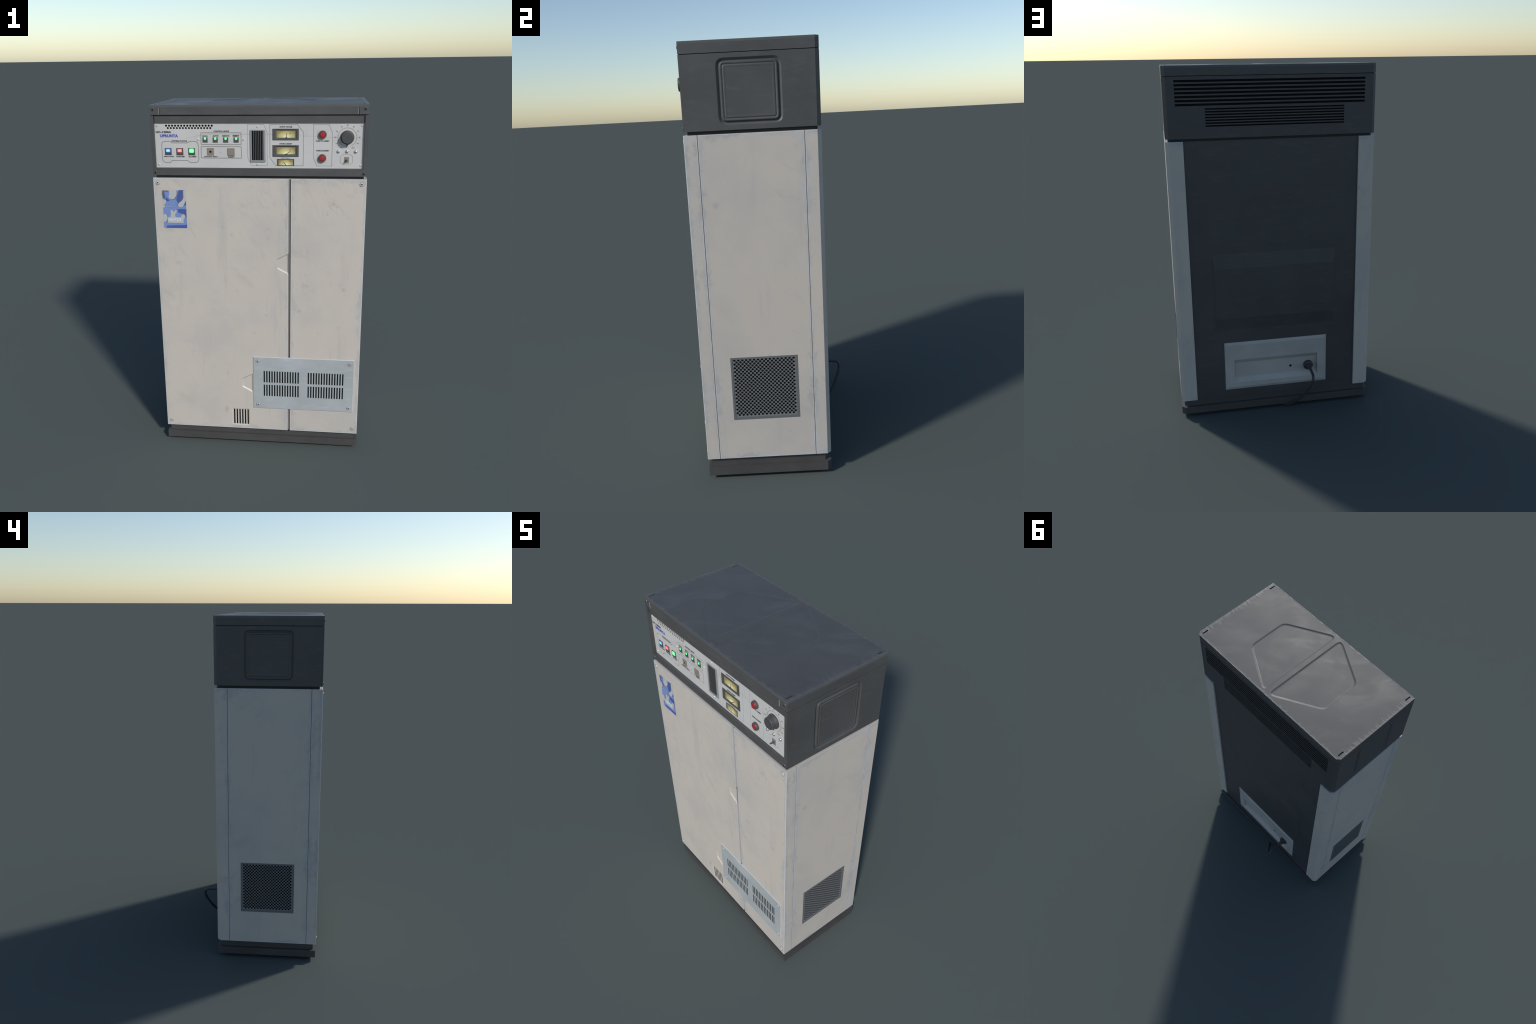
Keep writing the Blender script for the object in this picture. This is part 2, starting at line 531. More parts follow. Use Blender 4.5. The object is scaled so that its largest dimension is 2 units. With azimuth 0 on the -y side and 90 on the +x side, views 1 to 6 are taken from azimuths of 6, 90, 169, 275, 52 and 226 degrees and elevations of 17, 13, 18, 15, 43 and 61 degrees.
# corner posts and side sheets
GR = (-0.2207, 0.3018, 0.0885, 0.6100)     # side grille frame y0 z0 y1 z1
for s in (1, -1):
    m = lambda pts: [(s * x, y) for x, y in pts]
    prism("corner_post", m([(HW + e, CF), (CX - 0.0012, CF), (CX, CF + 0.0012), (CX, SEAM_F - 0.0016), (HW + e, SEAM_F - 0.0016)]), Z_CAB0, Z_CAB1, "side")
    prism("corner_post", m([(HW + e, SEAM_B + 0.0016), (CX, SEAM_B + 0.0016), (CX, YB - CH), (CX - CH, YB), (0.476, YB), (0.476, YB - 0.0150), (HW - 0.015, YB - 0.0150), (HW + e, YB - 0.024)]),
          Z_CAB0, Z_CAB1, "side")
    sp = plate("side_panel", "YZ", rect(SEAM_F + 0.0016, Z_CAB0, SEAM_B - 0.0016, Z_CAB1), [rect(GR[0] + 0.006, GR[1] + 0.006, GR[2] - 0.006, GR[3] - 0.006)],
               s * (HW + e), s * CX, "side")
    for ys in (SEAM_F, SEAM_B):
        prism("seam_filler", m([(HW + e, ys - 0.0015), (CX - 0.0012, ys - 0.0015), (CX - 0.0012, ys + 0.0015), (HW + e, ys + 0.0015)]), Z_CAB0 + 0.0005, Z_CAB1 - 0.0005, "grime", sp)
    # grille frame
    fr = plate("grille_frame", "YZ", rect(*GR), [rect(GR[0] + 0.0095, GR[1] + 0.0125, GR[2] - 0.0115, GR[3] - 0.0095)], s * (CX - 0.001), s * (CX + 0.0012), "grille")
    # diagonal mesh: square lattice on its corner, one hole per cell
    cy, cz = (GR[0] + GR[2]) / 2, (GR[1] + GR[3]) / 2
    a, b = 0.00905, 0.00935
    holes = []
    for j in range(-15, 16):
        for i in range(-16, 17):
            if (i + j) % 2 == 0:
                y, z = cy + i * a, cz + j * b
                if GR[0] + 0.013 < y < GR[2] - 0.014 and GR[1] + 0.015 < z < GR[3] - 0.013:
                    holes.append([(y + 0.0060 * math.cos(t), z + 0.0058 * math.sin(t)) for t in [math.pi / 4 * q for q in range(8)]])
    ms = plate("grille_mesh", "YZ", rect(GR[0] + 0.007, GR[1] + 0.007, GR[2] - 0.007, GR[3] - 0.007), holes, s * (CX - 0.0014), s * (CX - 0.0004), "mesh", fr)
    plate("grille_void", "YZ", rect(GR[0] + 0.0065, GR[1] + 0.0065, GR[2] - 0.0065, GR[3] - 0.0065), [], s * (CX - 0.0027), s * (CX - 0.0023), "black", fr)

# rear sheet with its big pressed field
BYP = YB - 0.0095
hump = rect(-0.354, 0.530, 0.354, 0.990)
rear = plate("rear_panel", "XZ", rect(-0.4755, Z_CAB0, 0.4755, Z_CAB1), [hump, rect(-0.29, 0.16, 0.29, 0.43)], BYP - 0.006, BYP, "back")
loft("pressed_field", [[(u, BYP, v) for u, v in hump],
                       [(u, BYP + 0.0085, v) for u, v in ((-0.341, 0.606), (0.341, 0.606), (0.341, 0.908), (-0.341, 0.908))]], "back", rear, smooth=None)

# connection box
BXO = rect(-0.3050, 0.1470, 0.3050, 0.4500)
REC = rect(-0.2500, 0.1920, 0.2500, 0.3400)
BF = BYP + 0.0072
bx = loft("connection_box", [[(u, BYP - 0.002, v) for u, v in BXO], [(u, BYP, v) for u, v in BXO], [(u, BF, v) for u, v in inset(BXO, 0.0165)]], "box", cap1=False, smooth=None)
plate("box_cover", "XZ", inset(BXO, 0.0165), [REC], BF - 0.002, BF, "box", bx)
RD = BF - 0.0178
loft("box_recess", [[(u, BF - 0.0001, v) for u, v in REC], [(u, RD, v) for u, v in ((-0.248, 0.2190), (0.248, 0.2190), (0.248, 0.3120), (-0.248, 0.3120))]], "box", bx, smooth=None)
pm = lathe_mesh("socket_hole", [(0.0, 0.0008), (0.0075, 0.0008), (0.0075, 0.0)], 16)
o = add("socket_hole", pm, "black", bx, (-0.089, RD, 0.2605))
o.rotation_euler = (0, 0, math.pi)
# plug and cable
PX, PZ = -0.1965, 0.2580
pm = lathe_mesh("plug", [(0.0285, 0.0), (0.0285, 0.014), (0.026, 0.0185), (0.0165, 0.021), (0.0155, 0.0365), (0.0115, 0.040), (0.0105, 0.058), (0.0085, 0.060), (0.0, 0.060)], 28)
o = add("plug", pm, "cable", None, (PX, RD, PZ))
o.rotation_euler = (0, 0, math.pi)
path = [(PX, RD + 0.045, PZ), (PX, 0.30, PZ + 0.001), (PX, 0.340, PZ + 0.0005), (-0.1955, 0.364, PZ - 0.008), (-0.190, 0.3675, 0.222),
        (-0.178, 0.3570, 0.190), (-0.156, 0.336, 0.138), (-0.122, 0.301, 0.080), (-0.092, 0.265, 0.036), (-0.066, 0.236, 0.0090), (-0.044, 0.214, 0.0084), (-0.030, 0.200, 0.0084)]
cu = bpy.data.curves.new("cable", "CURVE")
cu.dimensions = "3D"
sp = cu.splines.new("NURBS")
sp.points.add(len(path) - 1)
for p, c in zip(sp.points, path):
    p.co = (*c, 1)
sp.order_u = 4
sp.use_endpoint_u = True
cu.resolution_u = 8
cu.bevel_depth = 0.0082
cu.bevel_resolution = 4
cu.use_fill_caps = True
tmp = bpy.data.objects.new("cable", cu)
COL.objects.link(tmp)
me = bpy.data.meshes.new_from_object(tmp.evaluated_get(bpy.context.evaluated_depsgraph_get()))
bpy.data.objects.remove(tmp)
me.polygons.foreach_set("use_smooth", [True] * len(me.polygons))
add("power_cable", me, "cable")

# access plate over both doors
AP = rect(-0.0405, 0.2470, 0.5402, 0.5822)
sl = []
for gx in (0.0208, 0.2768):
    for z0, z1 in ((0.4190, 0.4928), (0.3305, 0.4045)):
        for i in range(14):
            x = gx + i * 0.01514
            sl.append(arc_corner(rect(x, z0, x + 0.0078, z1), 0.0022, 2))
ap = plate("access_plate", "XZ", inset(AP, 0.003), sl, CF - 0.0036, CF - 0.0028, "plate")
loft("plate_edge", [[(u, CF - 0.0001, v) for u, v in AP], [(u, CF - 0.0012, v) for u, v in AP], [(u, CF - 0.0036, v) for u, v in inset(AP, 0.003)]], "plateedge", ap, cap1=False, smooth=None)
plate("plate_void", "XZ", rect(0.015, 0.325, 0.490, 0.498), [], CF - 0.0020, CF - 0.0016, "black", ap)


# ------------------------------------------------------------------ screws
def screw_mesh(name, r, h, hole):
    """Round head with a recess; hole 'hex' or 'cross'."""
    return lathe_mesh(name, [(r * 1.08, 0.0), (r, h * 0.3), (r * 0.86, h * 0.9), (r * 0.45, h), (r * 0.40, h * 0.4), (0.0, h * 0.25)], 20, 0.5)


def cross_outline(r, w):
    return [(-w, -r), (w, -r), (w, -w), (r, -w), (r, w), (w, w), (w, r), (-w, r), (-w, w), (-r, w), (-r, -w), (-w, -w)]


def place(mesh, mat, spots, y, parent=None, name="screw", void=0.0):
    for x, z in spots:
        add(name, mesh, mat, parent, (x, y, z))


sk_c = screw_mesh("screw_cream", 0.0092, 0.0034, "hex")
sk_p = screw_mesh("screw_plate", 0.0100, 0.0034, "hex")
sk_d = screw_mesh("screw_dark", 0.0078, 0.0036, "cross")
sk_w = screw_mesh("screw_panel", 0.0060, 0.0030, "cross")
sk_s = screw_mesh("screw_small", 0.0034, 0.0030, "cross")
ring_m = lathe_mesh("screw_ring", [(0.0124, 0.0), (0.0123, 0.0010), (0.0108, 0.0010), (0.0106, 0.0)], 20)
void_m = lathe_mesh("screw_socket", [(0.0036, 0.0), (0.0036, 0.0004), (0.0, 0.0004)], 12)
place(sk_c, "screwc", [(-0.5430, 1.592), (0.5428, 1.592), (-0.5410, 0.1363), (0.5412, 0.1363)], CF)
place(sk_p, "plate", [(-0.0125, 0.5548), (0.5148, 0.5550), (0.5148, 0.2720), (-0.0125, 0.2720)], CF - 0.0036, ap)
for x, z, y, p in [(-0.5430, 1.592, CF, None), (0.5428, 1.592, CF, None), (-0.5410, 0.1363, CF, None), (0.5412, 0.1363, CF, None),
                   (-0.0125, 0.5548, CF - 0.0036, ap), (0.5148, 0.5550, CF - 0.0036, ap), (0.5148, 0.2720, CF - 0.0036, ap), (-0.0125, 0.2720, CF - 0.0036, ap)]:
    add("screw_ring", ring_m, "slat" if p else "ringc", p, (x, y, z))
    add("screw_socket", void_m, "black", p, (x, y - 0.0011, z))

# ------------------------------------------------------------------- neck
prism("neck", footprint(0.5520, -0.3400, 0.2160, 0.014), Z_CAB1 - 0.001, Z_HEAD0 + 0.001, "neck")

# ------------------------------------------------------------- head housing
FY = YF + 0.020    # back of the front frame
IX = 0.5485        # inner edge of the side posts
hs = prism("head_housing", [(-IX + e, FY + 0.001), (IX - e, FY + 0.001), (IX - e, YB - 0.0036), (-IX + e, YB - 0.0036)], Z_HEAD0 + 0.0006, Z_HEAD1 - 0.0006, "dark")
frame = [(-HX, Z_HEAD0), (HX, Z_HEAD0), (HX, Z_HEAD1), (IX, Z_HEAD1), (IX, 1.6722), (-IX, 1.6722), (-IX, Z_HEAD1), (-HX, Z_HEAD1)]
plate("front_frame", "XZ", frame, [], YF, FY, "dark", hs)
box("top_rail", (-0.5452, YF + 0.0085, 1.9072), (0.5452, FY + 0.0005, Z_HEAD1), "dark", hs)
prism("lid_gap", footprint(HX - 0.005, YF + 0.004, YB - 0.006, CH), Z_HEAD1 - 0.0003, Z_LID0 + 0.0003, "black", hs)
def square(k):
    """Rounded square of the head sides, shrunk by k."""
    return arc_corner(rect(-0.2025 + k, 1.6545 + k, 0.0705 - k, 1.9275 - k), max(0.036 - k, 0.005), 7)


SQ = square(0.0)
for s in (1, -1):
    plate("head_side", "YZ", rect(FY, Z_HEAD0, YB - CH, Z_HEAD1), [SQ], s * (IX + 0.006), s * HX, "dark", hs)
    X = lambda d: s * (HX - d)
    dent("pressed_square", "YZ", square,
         [(0, X(0.0)), (0.002, X(0.0008)), (0.0080, X(0.0080)), (0.0115, X(0.0084)), (0.0135, X(0.0070)), (0.0165, X(0.0012)), (0.0185, X(0.0005)),
          (0.0235, X(0.0006)), (0.0260, X(0.0030)), (0.0275, X(0.0030)), (0.0300, X(0.0008)), (0.0330, X(0.0006)), (0.0390, X(0.0016))], "dark", hs, 1.2)
    prism("head_corner", [(s * (IX + 0.0001), YB - CH + 0.0001), (s * HX, YB - CH + 0.0001), (s * (HX - CH), YB)], Z_HEAD0, Z_HEAD1, "dark", hs)
lou = [rect(-0.5035, 1.9290 - i * 0.01968 - 0.0112, 0.5065, 1.9290 - i * 0.01968) for i in range(7)]
lou += [rect(-0.3905, 1.7865 - i * 0.01440 - 0.0078, 0.3552, 1.7865 - i * 0.01440) for i in range(7)]
rp = plate("louvre_panel", "XZ", rect(-(HX - CH), Z_HEAD0, HX - CH, Z_HEAD1), lou, YB - 0.0016, YB, "back", hs)
plate("louvre_void", "XZ", rect(-0.530, 1.66, 0.530, 1.936), [], YB - 0.0034, YB - 0.0030, "black", rp)
# -------------------------------------------------------------------- lid
ld = prism("lid", footprint(HX, YF + 0.005, YB, CH), Z_LID0, 1.9895, "dark")
fro = [(-HX, Z_LID0), (-0.5155 - 0.0030, Z_LID0), (-0.5155 - 0.0030, 1.984), (-0.5155 + 0.0030, 1.984), (-0.5155 + 0.0030, Z_LID0),
       (0.5155 - 0.0030, Z_LID0), (0.5155 - 0.0030, 1.984), (0.5155 + 0.0030, 1.984), (0.5155 + 0.0030, Z_LID0), (HX, Z_LID0), (HX, 1.9895), (-HX, 1.9895)]
plate("lid_front", "XZ", fro, [], YF, YF + 0.0049, "dark", ld)
for s in (1, -1):
    box("painted_slot_glint", (s * 0.5155 - 0.00295, YF - 0.0002, Z_LID0 + 0.0004), (s * 0.5155 - 0.0014, YF + 0.0030, 1.9832), "chip", ld)
YM = (YF + YB) / 2


def fan(s):
    return arc_corner([(s * 0.0135, YM - 0.289), (s * 0.298, YM - 0.126), (s * 0.298, YM + 0.126), (s * 0.0135, YM + 0.289)], [0.030, 0.06, 0.06, 0.030], 6)


corner_slots = []
for sx in (1, -1):
    for y0, y1 in ((-0.3420, -0.3050), (0.1720, 0.2090)):
        corner_slots.append(arc_corner(rect(sx * 0.5428 - 0.0042, y0, sx * 0.5428 + 0.0042, y1), 0.002, 2))
TOP0 = 1.9896
plate("lid_sheet", "XY", footprint(HX, YF, YB, CH), [fan(1), fan(-1)] + corner_slots, TOP0, 2.0, "lid", ld)
for s in (1, -1):
    dent("pressed_fan", "XY", fan(s), [(0, 2.0), (0.0020, 1.9997), (0.0055, 1.9982), (0.0085, 1.9973), (0.0130, 1.9969)], "lid", ld, 1.2)
prism("lid_liner", footprint(HX - 0.004, YF + 0.004, YB - 0.004, CH), 1.9890, 1.9950, "neck", ld)
place(sk_d, "screwd", [(-0.5490, 1.9775), (0.5490, 1.9775)], YF, ld)
place(sk_d, "screwd", [(-0.5515, 1.6487), (0.5515, 1.6487)], YF, hs)
cm = plate("screw_cross", "XZ", cross_outline(0.0052, 0.0012), [], -0.0004, 0.0, "black", ld, (-0.5490, YF - 0.0035, 1.9775))
for x, z in [(0.5490, 1.9775), (-0.5515, 1.6487), (0.5515, 1.6487)]:
    add("screw_cross", cm.data, "black", ld if z > 1.9 else hs, (x, YF - 0.0035, z))

# ------------------------------------------------------------ control panel
def groove(loop, w):
    return [inset(loop, -w / 2), inset(loop, w / 2)]


st = [(-0.5150, 1.8110), (-0.4690, 1.8110), (-0.4600, 1.8025), (-0.3750, 1.8025), (-0.3640, 1.8110), (-0.3180, 1.8110),
      (-0.3165, 1.6990), (-0.3650, 1.6990), (-0.3760, 1.7098), (-0.4625, 1.7098), (-0.4720, 1.6990), (-0.5145, 1.6990)]
st = arc_corner(st, [0.022, 0.005, 0.005, 0.005, 0.005, 0.022, 0.022, 0.005, 0.005, 0.005, 0.005, 0.022], 5)
grooves = [st,
           arc_corner(rect(-0.3020, 1.7945, -0.0890, 1.8555), 0.003, 2),
           arc_corner(rect(-0.3030, 1.7235, -0.0885, 1.7835), 0.003, 2),
           [(-0.0545, 1.8985), (0.0297, 1.8985), (0.0480, 1.8590), (0.0470, 1.6850), (-0.0360, 1.6850), (-0.0545, 1.7250)],
           [(0.0625, 1.8985), (0.2040, 1.8985), (0.2365, 1.8590), (0.2360, 1.6850), (0.0937, 1.6850), (0.0620, 1.7252)],
           [(0.2885, 1.8985), (0.3660, 1.8985), (0.3845, 1.8570), (0.3850, 1.6850), (0.3079, 1.6850), (0.2895, 1.7263)],
           [(0.4430, 1.7470), (0.4770, 1.7470), (0.4920, 1.7340), (0.4920, 1.7050), (0.4770, 1.6915), (0.4430, 1.6915), (0.4278, 1.7050), (0.4278, 1.7340)]]
holes, isl = [], []
for g, w in zip(grooves, (0.0040, 0.0040, 0.0040, 0.0018, 0.0026, 0.0022, 0.0015)):
    a, b = groove(g, w)
    holes.append(a)
    isl.append(b)
spk = [circle(-0.4856 + i * 0.01625, 1.8925, 0.0059, 10) for i in range(16)]
spk += [circle(-0.4768 + i * 0.0162, 1.8803, 0.0056, 10) for i in range(15)]
PX1 = IX - 0.0004
pn = plate("control_panel", "XZ", rect(-PX1, 1.6724, PX1, 1.9070), holes + spk, PY, PY + 0.0022, "panel", None, None, isl)
plate("panel_backing", "XZ", rect(-PX1, 1.6724, PX1, 1.9070), [rect(-0.500, 1.8720, -0.230, 1.9015)], PY + 0.0012, PY + 0.0030, "groove", pn)
plate("speaker_void", "XZ", rect(-0.505, 1.870, -0.225, 1.904), [], PY + 0.0040, PY + 0.0045, "black", pn)
place(sk_w, "steel", [(-0.5342, 1.8943), (-0.5334, 1.6894), (0.5351, 1.8946), (0.5346, 1.6888), (-0.3166, 1.8211), (-0.0754, 1.8215), (-0.0020, 1.8871), (-0.0028, 1.6926)], PY, pn)
place(sk_s, "steel", [(-0.1980, 1.7575)], PY, pn)


def text(s, x0, z0, x1, z1, mat, y=PY - 0.0003, parent=None, bold=0.058, kind="lettering"):
    """Lettering fitted to a box on a front face."""
    cu = bpy.data.curves.new("tmp", "FONT")
    cu.body = s
    cu.offset = bold
    cu.extrude = 0.01
    cu.space_character = 1.08
    cu.resolution_u = 3
    tmp = bpy.data.objects.new("tmp", cu)
    COL.objects.link(tmp)
    me = bpy.data.meshes.new_from_object(tmp.evaluated_get(bpy.context.evaluated_depsgraph_get()))
    bpy.data.objects.remove(tmp)
    bpy.data.curves.remove(cu)
    xs = [v.co.x for v in me.vertices]
    ys = [v.co.y for v in me.vertices]
    ax, bx_, ay, by = min(xs), max(xs), min(ys), max(ys)
    for v in me.vertices:
        u = x0 + (v.co.x - ax) / (bx_ - ax) * (x1 - x0)
        w = z0 + (v.co.y - ay) / (by - ay) * (z1 - z0)
        v.co = (u, y - v.co.z * 0.02, w)
    me.name = kind
    return add(kind, me, mat, parent or pn)


text("UC-1200A", -0.5430, 1.8540, -0.4590, 1.8655, "ink", bold=0.065)
text("UPRUNTA", -0.5212, 1.8320, -0.4235, 1.8480, "blueink", bold=0.06)
text("SYSTEM STATUS", -0.4597, 1.8085, -0.3770, 1.8170, "ink")
text("MAIN POWER", -0.5052, 1.7280, -0.4514, 1.7345, "ink")
text("SYSTEM", -0.4375, 1.7270, -0.3937, 1.7355, "ink")
text("ALARM", -0.3731, 1.7272, -0.3304, 1.7355, "ink")
text("CONTROL MODE", -0.2328, 1.8600, -0.1516, 1.8680, "ink")
text("MANUAL", -0.2930, 1.8358, -0.2636, 1.8430, "ink")
text("AUTO", -0.2392, 1.8355, -0.2071, 1.8445, "ink")
text("REMOTE", -0.1871, 1.8358, -0.1494, 1.8440, "ink")
text("RESET", -0.1323, 1.8355, -0.0975, 1.8460, "ink")
text("CONTROL INPUT", -0.2886, 1.7283, -0.2146, 1.7350, "ink")
text("RESET", -0.1589, 1.7268, -0.1237, 1.7340, "ink")
text("OUTPUT VOLTAGE", 0.1128, 1.8825, 0.1784, 1.8905, "ink")
text("SYSTEM CURRENT", 0.1127, 1.7962, 0.1789, 1.8032, "ink")
text("FILTER DELAY", 0.1214, 1.7226, 0.1692, 1.7284, "greyink")
text("PUSH TO RESET", 0.3014, 1.8106, 0.3701, 1.8178, "ink")
text("OVERLOAD/RESET", 0.3022, 1.7612, 0.3699, 1.7685, "ink")

# indicator keys of the status group
for x0, x1, mat in ((-0.4979, -0.4623, "lampb"), (-0.4359, -0.3990, "lampr"), (-0.3713, -0.3356, "lampg")):
    k = dent("indicator_key", "XZ", rect(x0, 1.7397, x1, 1.7760), [(0, PY + 0.001), (0, PY - 0.0022), (0.0012, PY - 0.0030)], "bezel", pn, 0.3)
    c = (x0 + x1) / 2 - 0.0005
    hw, hz, zc = (0.0125, 0.0088, 1.7630) if mat != "lampg" else (0.0138, 0.0112, 1.7622)
    lo = arc_corner(rect(c - hw, zc - hz, c + hw, zc + hz), 0.0045 if mat != "lampg" else 0.009, 4)
    dent("indicator_lamp", "XZ", lo, [(0, PY - 0.0029), (0.001, PY - 0.0040), (0.003, PY - 0.0045)], mat, pn, 1.0)
# mode keys
for x0, x1 in ((-0.2920, -0.2666), (-0.2382, -0.2116), (-0.1832, -0.1563), (-0.1284, -0.1003)):
    c = (x0 + x1) / 2
    dent("mode_key", "XZ", rect(c - 0.0133, 1.8060, c + 0.0133, 1.8323), [(0, PY + 0.001), (0, PY - 0.0020), (0.001, PY - 0.0026)], "bezel", pn, 0.3)
    dent("mode_lamp", "XZ", circle(c - 0.0003, 1.8258, 0.0065, 14), [(0, PY - 0.0025), (0.0006, PY - 0.0038), (0.0025, PY - 0.0046)], "ledg", pn, 1.0)
# jack and reset key
jk = plate("input_jack", "XZ", rect(-0.2713, 1.7377, -0.2342, 1.7768), [circle(-0.2527, 1.7573, 0.0060, 14)], PY - 0.0016, PY + 0.001, "taupe", pn)
add("jack_ring", lathe_mesh("jack_ring", [(0.0085, 0.0), (0.0080, 0.0012), (0.0062, 0.0012), (0.0058, 0.0)], 18), "taupe", pn, (-0.2527, PY - 0.0016, 1.7573))
add("jack_hole", lathe_mesh("jack_hole", [(0.0061, 0.0), (0.0061, 0.0003), (0.0, 0.0003)], 14), "black", pn, (-0.2527, PY - 0.0008, 1.7573))
dent("reset_key", "XZ", arc_corner(rect(-0.1607, 1.7390, -0.1234, 1.7770), 0.0025, 3), [(0, PY + 0.001), (0, PY - 0.0042), (0.0016, PY - 0.0056)], "taupe", pn, 0.5)

# slotted vent in the middle
vo = arc_corner(rect(-0.0425, 1.7030, 0.0397, 1.8722), 0.007, 5)
vi = arc_corner(rect(-0.0322, 1.7140, 0.0286, 1.8665), 0.002, 3)
vf = plate("panel_vent", "XZ", inset(vo, 0.002), [vi], PY - 0.0040, PY + 0.0005, "vent", pn)
loft("vent_bevel", [[(u, PY, v) for u, v in vo], [(u, PY - 0.0025, v) for u, v in vo], [(u, PY - 0.0040, v) for u, v in inset(vo, 0.002)]], "vent", pn, cap1=False)
plate("vent_void", "XZ", rect(-0.034, 1.712, 0.030, 1.868), [], PY - 0.0012, PY - 0.0008, "black", pn)
for i, w in enumerate((0.0034, 0.0034, 0.0030, 0.0034, 0.0030, 0.0034)):
    x = -0.0322 + (i + 0.80) * 0.0608 / 6.6
    box("vent_fin", (x, PY - 0.0034, 1.7142), (x + w, PY - 0.0013, 1.8663), "slat", pn)


# meters: (bezel box, window box, needle end, red mark)
def meter(x0, z0, x1, z1, wx0, wz0, wx1, wz1, tip, hub, proud):
    o = rect(x0, z0, x1, z1)
    w = rect(wx0, wz0, wx1, wz1)
    y0, y1, yf = PY + 0.0005, PY - proud, PY - 0.0008
    ws = 0.0035 if proud > 0.003 else 0.001
    b = loft("meter", [[(u, y0, v) for u, v in o], [(u, y1 + 0.001, v) for u, v in o], [(u, y1, v) for u, v in inset(o, 0.001)],
                       [(u, y1, v) for u, v in inset(w, -2 * ws)], [(u, yf - 0.0006, v) for u, v in inset(w, -ws * 0.6)], [(u, yf + 0.0004, v) for u, v in inset(w, -ws * 0.6)]], "bezel", None, cap1=False, smooth=0.3)
    plate("meter_void", "XZ", inset(w, -ws * 0.8), [], yf + 0.0001, yf + 0.0004, "fin", b)
    plate("meter_dial", "XZ", w, [], yf - 0.0004, yf + 0.0001, "face", b)
    hx, hz = hub
    d = (Vector(tip) - Vector(hub))
    nrm = Vector((-d.y, d.x)).normalized()
    q = [Vector(hub) - nrm * 0.0017, Vector(hub) + nrm * 0.0017, Vector(tip) + nrm * 0.0011, Vector(tip) - nrm * 0.0011]
    plate("needle", "XZ", [(p.x, p.y) for p in q], [], yf - 0.0011, yf - 0.0007, "needle", b)
    cx, cz = wx1 - 0.0275 if proud > 0.003 else wx1 - 0.0160, wz1 - (0.0158 if proud > 0.003 else 0.0105)
    plate("red_mark", "XZ", [(cx - 0.0070, cz + 0.0042), (cx - 0.0055, cz + 0.0064), (cx + 0.0062, cz + 0.0005), (cx + 0.0058, cz - 0.0028)], [], yf - 0.0008, yf - 0.0005, "redmark", b)
    if proud > 0.003:
        plate("needle_hub", "XZ", [(hx + 0.0075 * math.cos(t), hz - 0.0015 + 0.0045 * math.sin(t)) for t in [math.pi * i / 10 for i in range(11)]], [], yf - 0.0030, yf - 0.0011, "bezel", b)


meter(0.0768, 1.8190, 0.2128, 1.8772, 0.0960, 1.8310, 0.1955, 1.8675, (0.1505, 1.8550), (0.1478, 1.8310), 0.0034)
meter(0.0768, 1.7332, 0.2128, 1.7930, 0.0965, 1.7458, 0.1955, 1.7822, (0.1695, 1.7615), (0.1478, 1.7458), 0.0034)
meter(0.0996, 1.6850, 0.1896, 1.7212, 0.1070, 1.6882, 0.1838, 1.7172, (0.1325, 1.7058), (0.1478, 1.6885), 0.0020)

# red push buttons
bt_ring = lathe_mesh("button_ring", [(0.0205, 0.0), (0.0205, 0.0055), (0.0192, 0.0120), (0.0180, 0.0132), (0.0145, 0.0132), (0.0140, 0.0120)], 32)
bt_cap = lathe_mesh("button_cap", [(0.0138, 0.0), (0.0136, 0.0030), (0.0120, 0.0044), (0.0, 0.0050)], 28)
for zc in (1.8480, 1.7268):
    plate("button_base", "XZ", rect(0.3090, zc - 0.0243, 0.3588, zc + 0.0243), [], PY - 0.0012, PY + 0.0005, "btnplate", pn)
    add("button_ring", bt_ring, "bezel", pn, (0.3352, PY - 0.0010, zc))
    add("button_cap", bt_cap, "red", pn, (0.3352, PY - 0.0120, zc))

# rotary knob with printed dial
KX, KZ = 0.4612, 1.8335
kb = add("rotary_knob", lathe_mesh("rotary_knob", [(0.0355, 0.0), (0.0355, 0.0055), (0.0345, 0.0072), (0.0320, 0.0078), (0.0308, 0.0095), (0.0292, 0.0305), (0.0278, 0.0322), (0.0040, 0.0326), (0.0030, 0.0318), (0.0, 0.0318)], 48), "knob", None, (KX, PY, KZ))
plate("knob_pointer", "XZ", [(-0.0042, -0.031), (0.0042, -0.031), (0.0006, -0.0495), (-0.0006, -0.0495)], [], -0.0068, -0.0010, "knob", kb)


def spoke(ang, r0, r1, w):
    """Tick on the dial, angle measured clockwise from the top."""
    c, s_ = math.sin(ang), math.cos(ang)
    px, pz = s_ * w / 2, -c * w / 2
    return [(KX + c * r0 + px, KZ + s_ * r0 + pz), (KX + c * r1 + px, KZ + s_ * r1 + pz), (KX + c * r1 - px, KZ + s_ * r1 - pz), (KX + c * r0 - px, KZ + s_ * r0 - pz)]


for i in range(-15, 16):
    a = math.radians(i * 10)
    big = i % 3 == 0
    plate("dial_tick", "XZ", spoke(a, 0.0475, 0.0555 if big else 0.0515, 0.0013), [], PY - 0.0006, PY - 0.0002, "greyink", pn)
    if big:
        k = i // 3
        lx, lz = KX + 0.0620 * math.sin(a), KZ + 0.0620 * math.cos(a)
        t = str(50 + k * 10)
        w = 0.0024 * len(t)
        text(t, lx - w, lz - 0.0032, lx + w, lz + 0.0032, "greyink")
arc = [(KX + r * math.sin(math.radians(t)), KZ + r * math.cos(math.radians(t))) for r, rng in ((0.0478, range(-150, 151, 6)), (0.0463, range(150, -151, -6))) for t in rng]
plate("dial_ring", "XZ", arc, [], PY - 0.0005, PY - 0.0001, "greyink", pn)

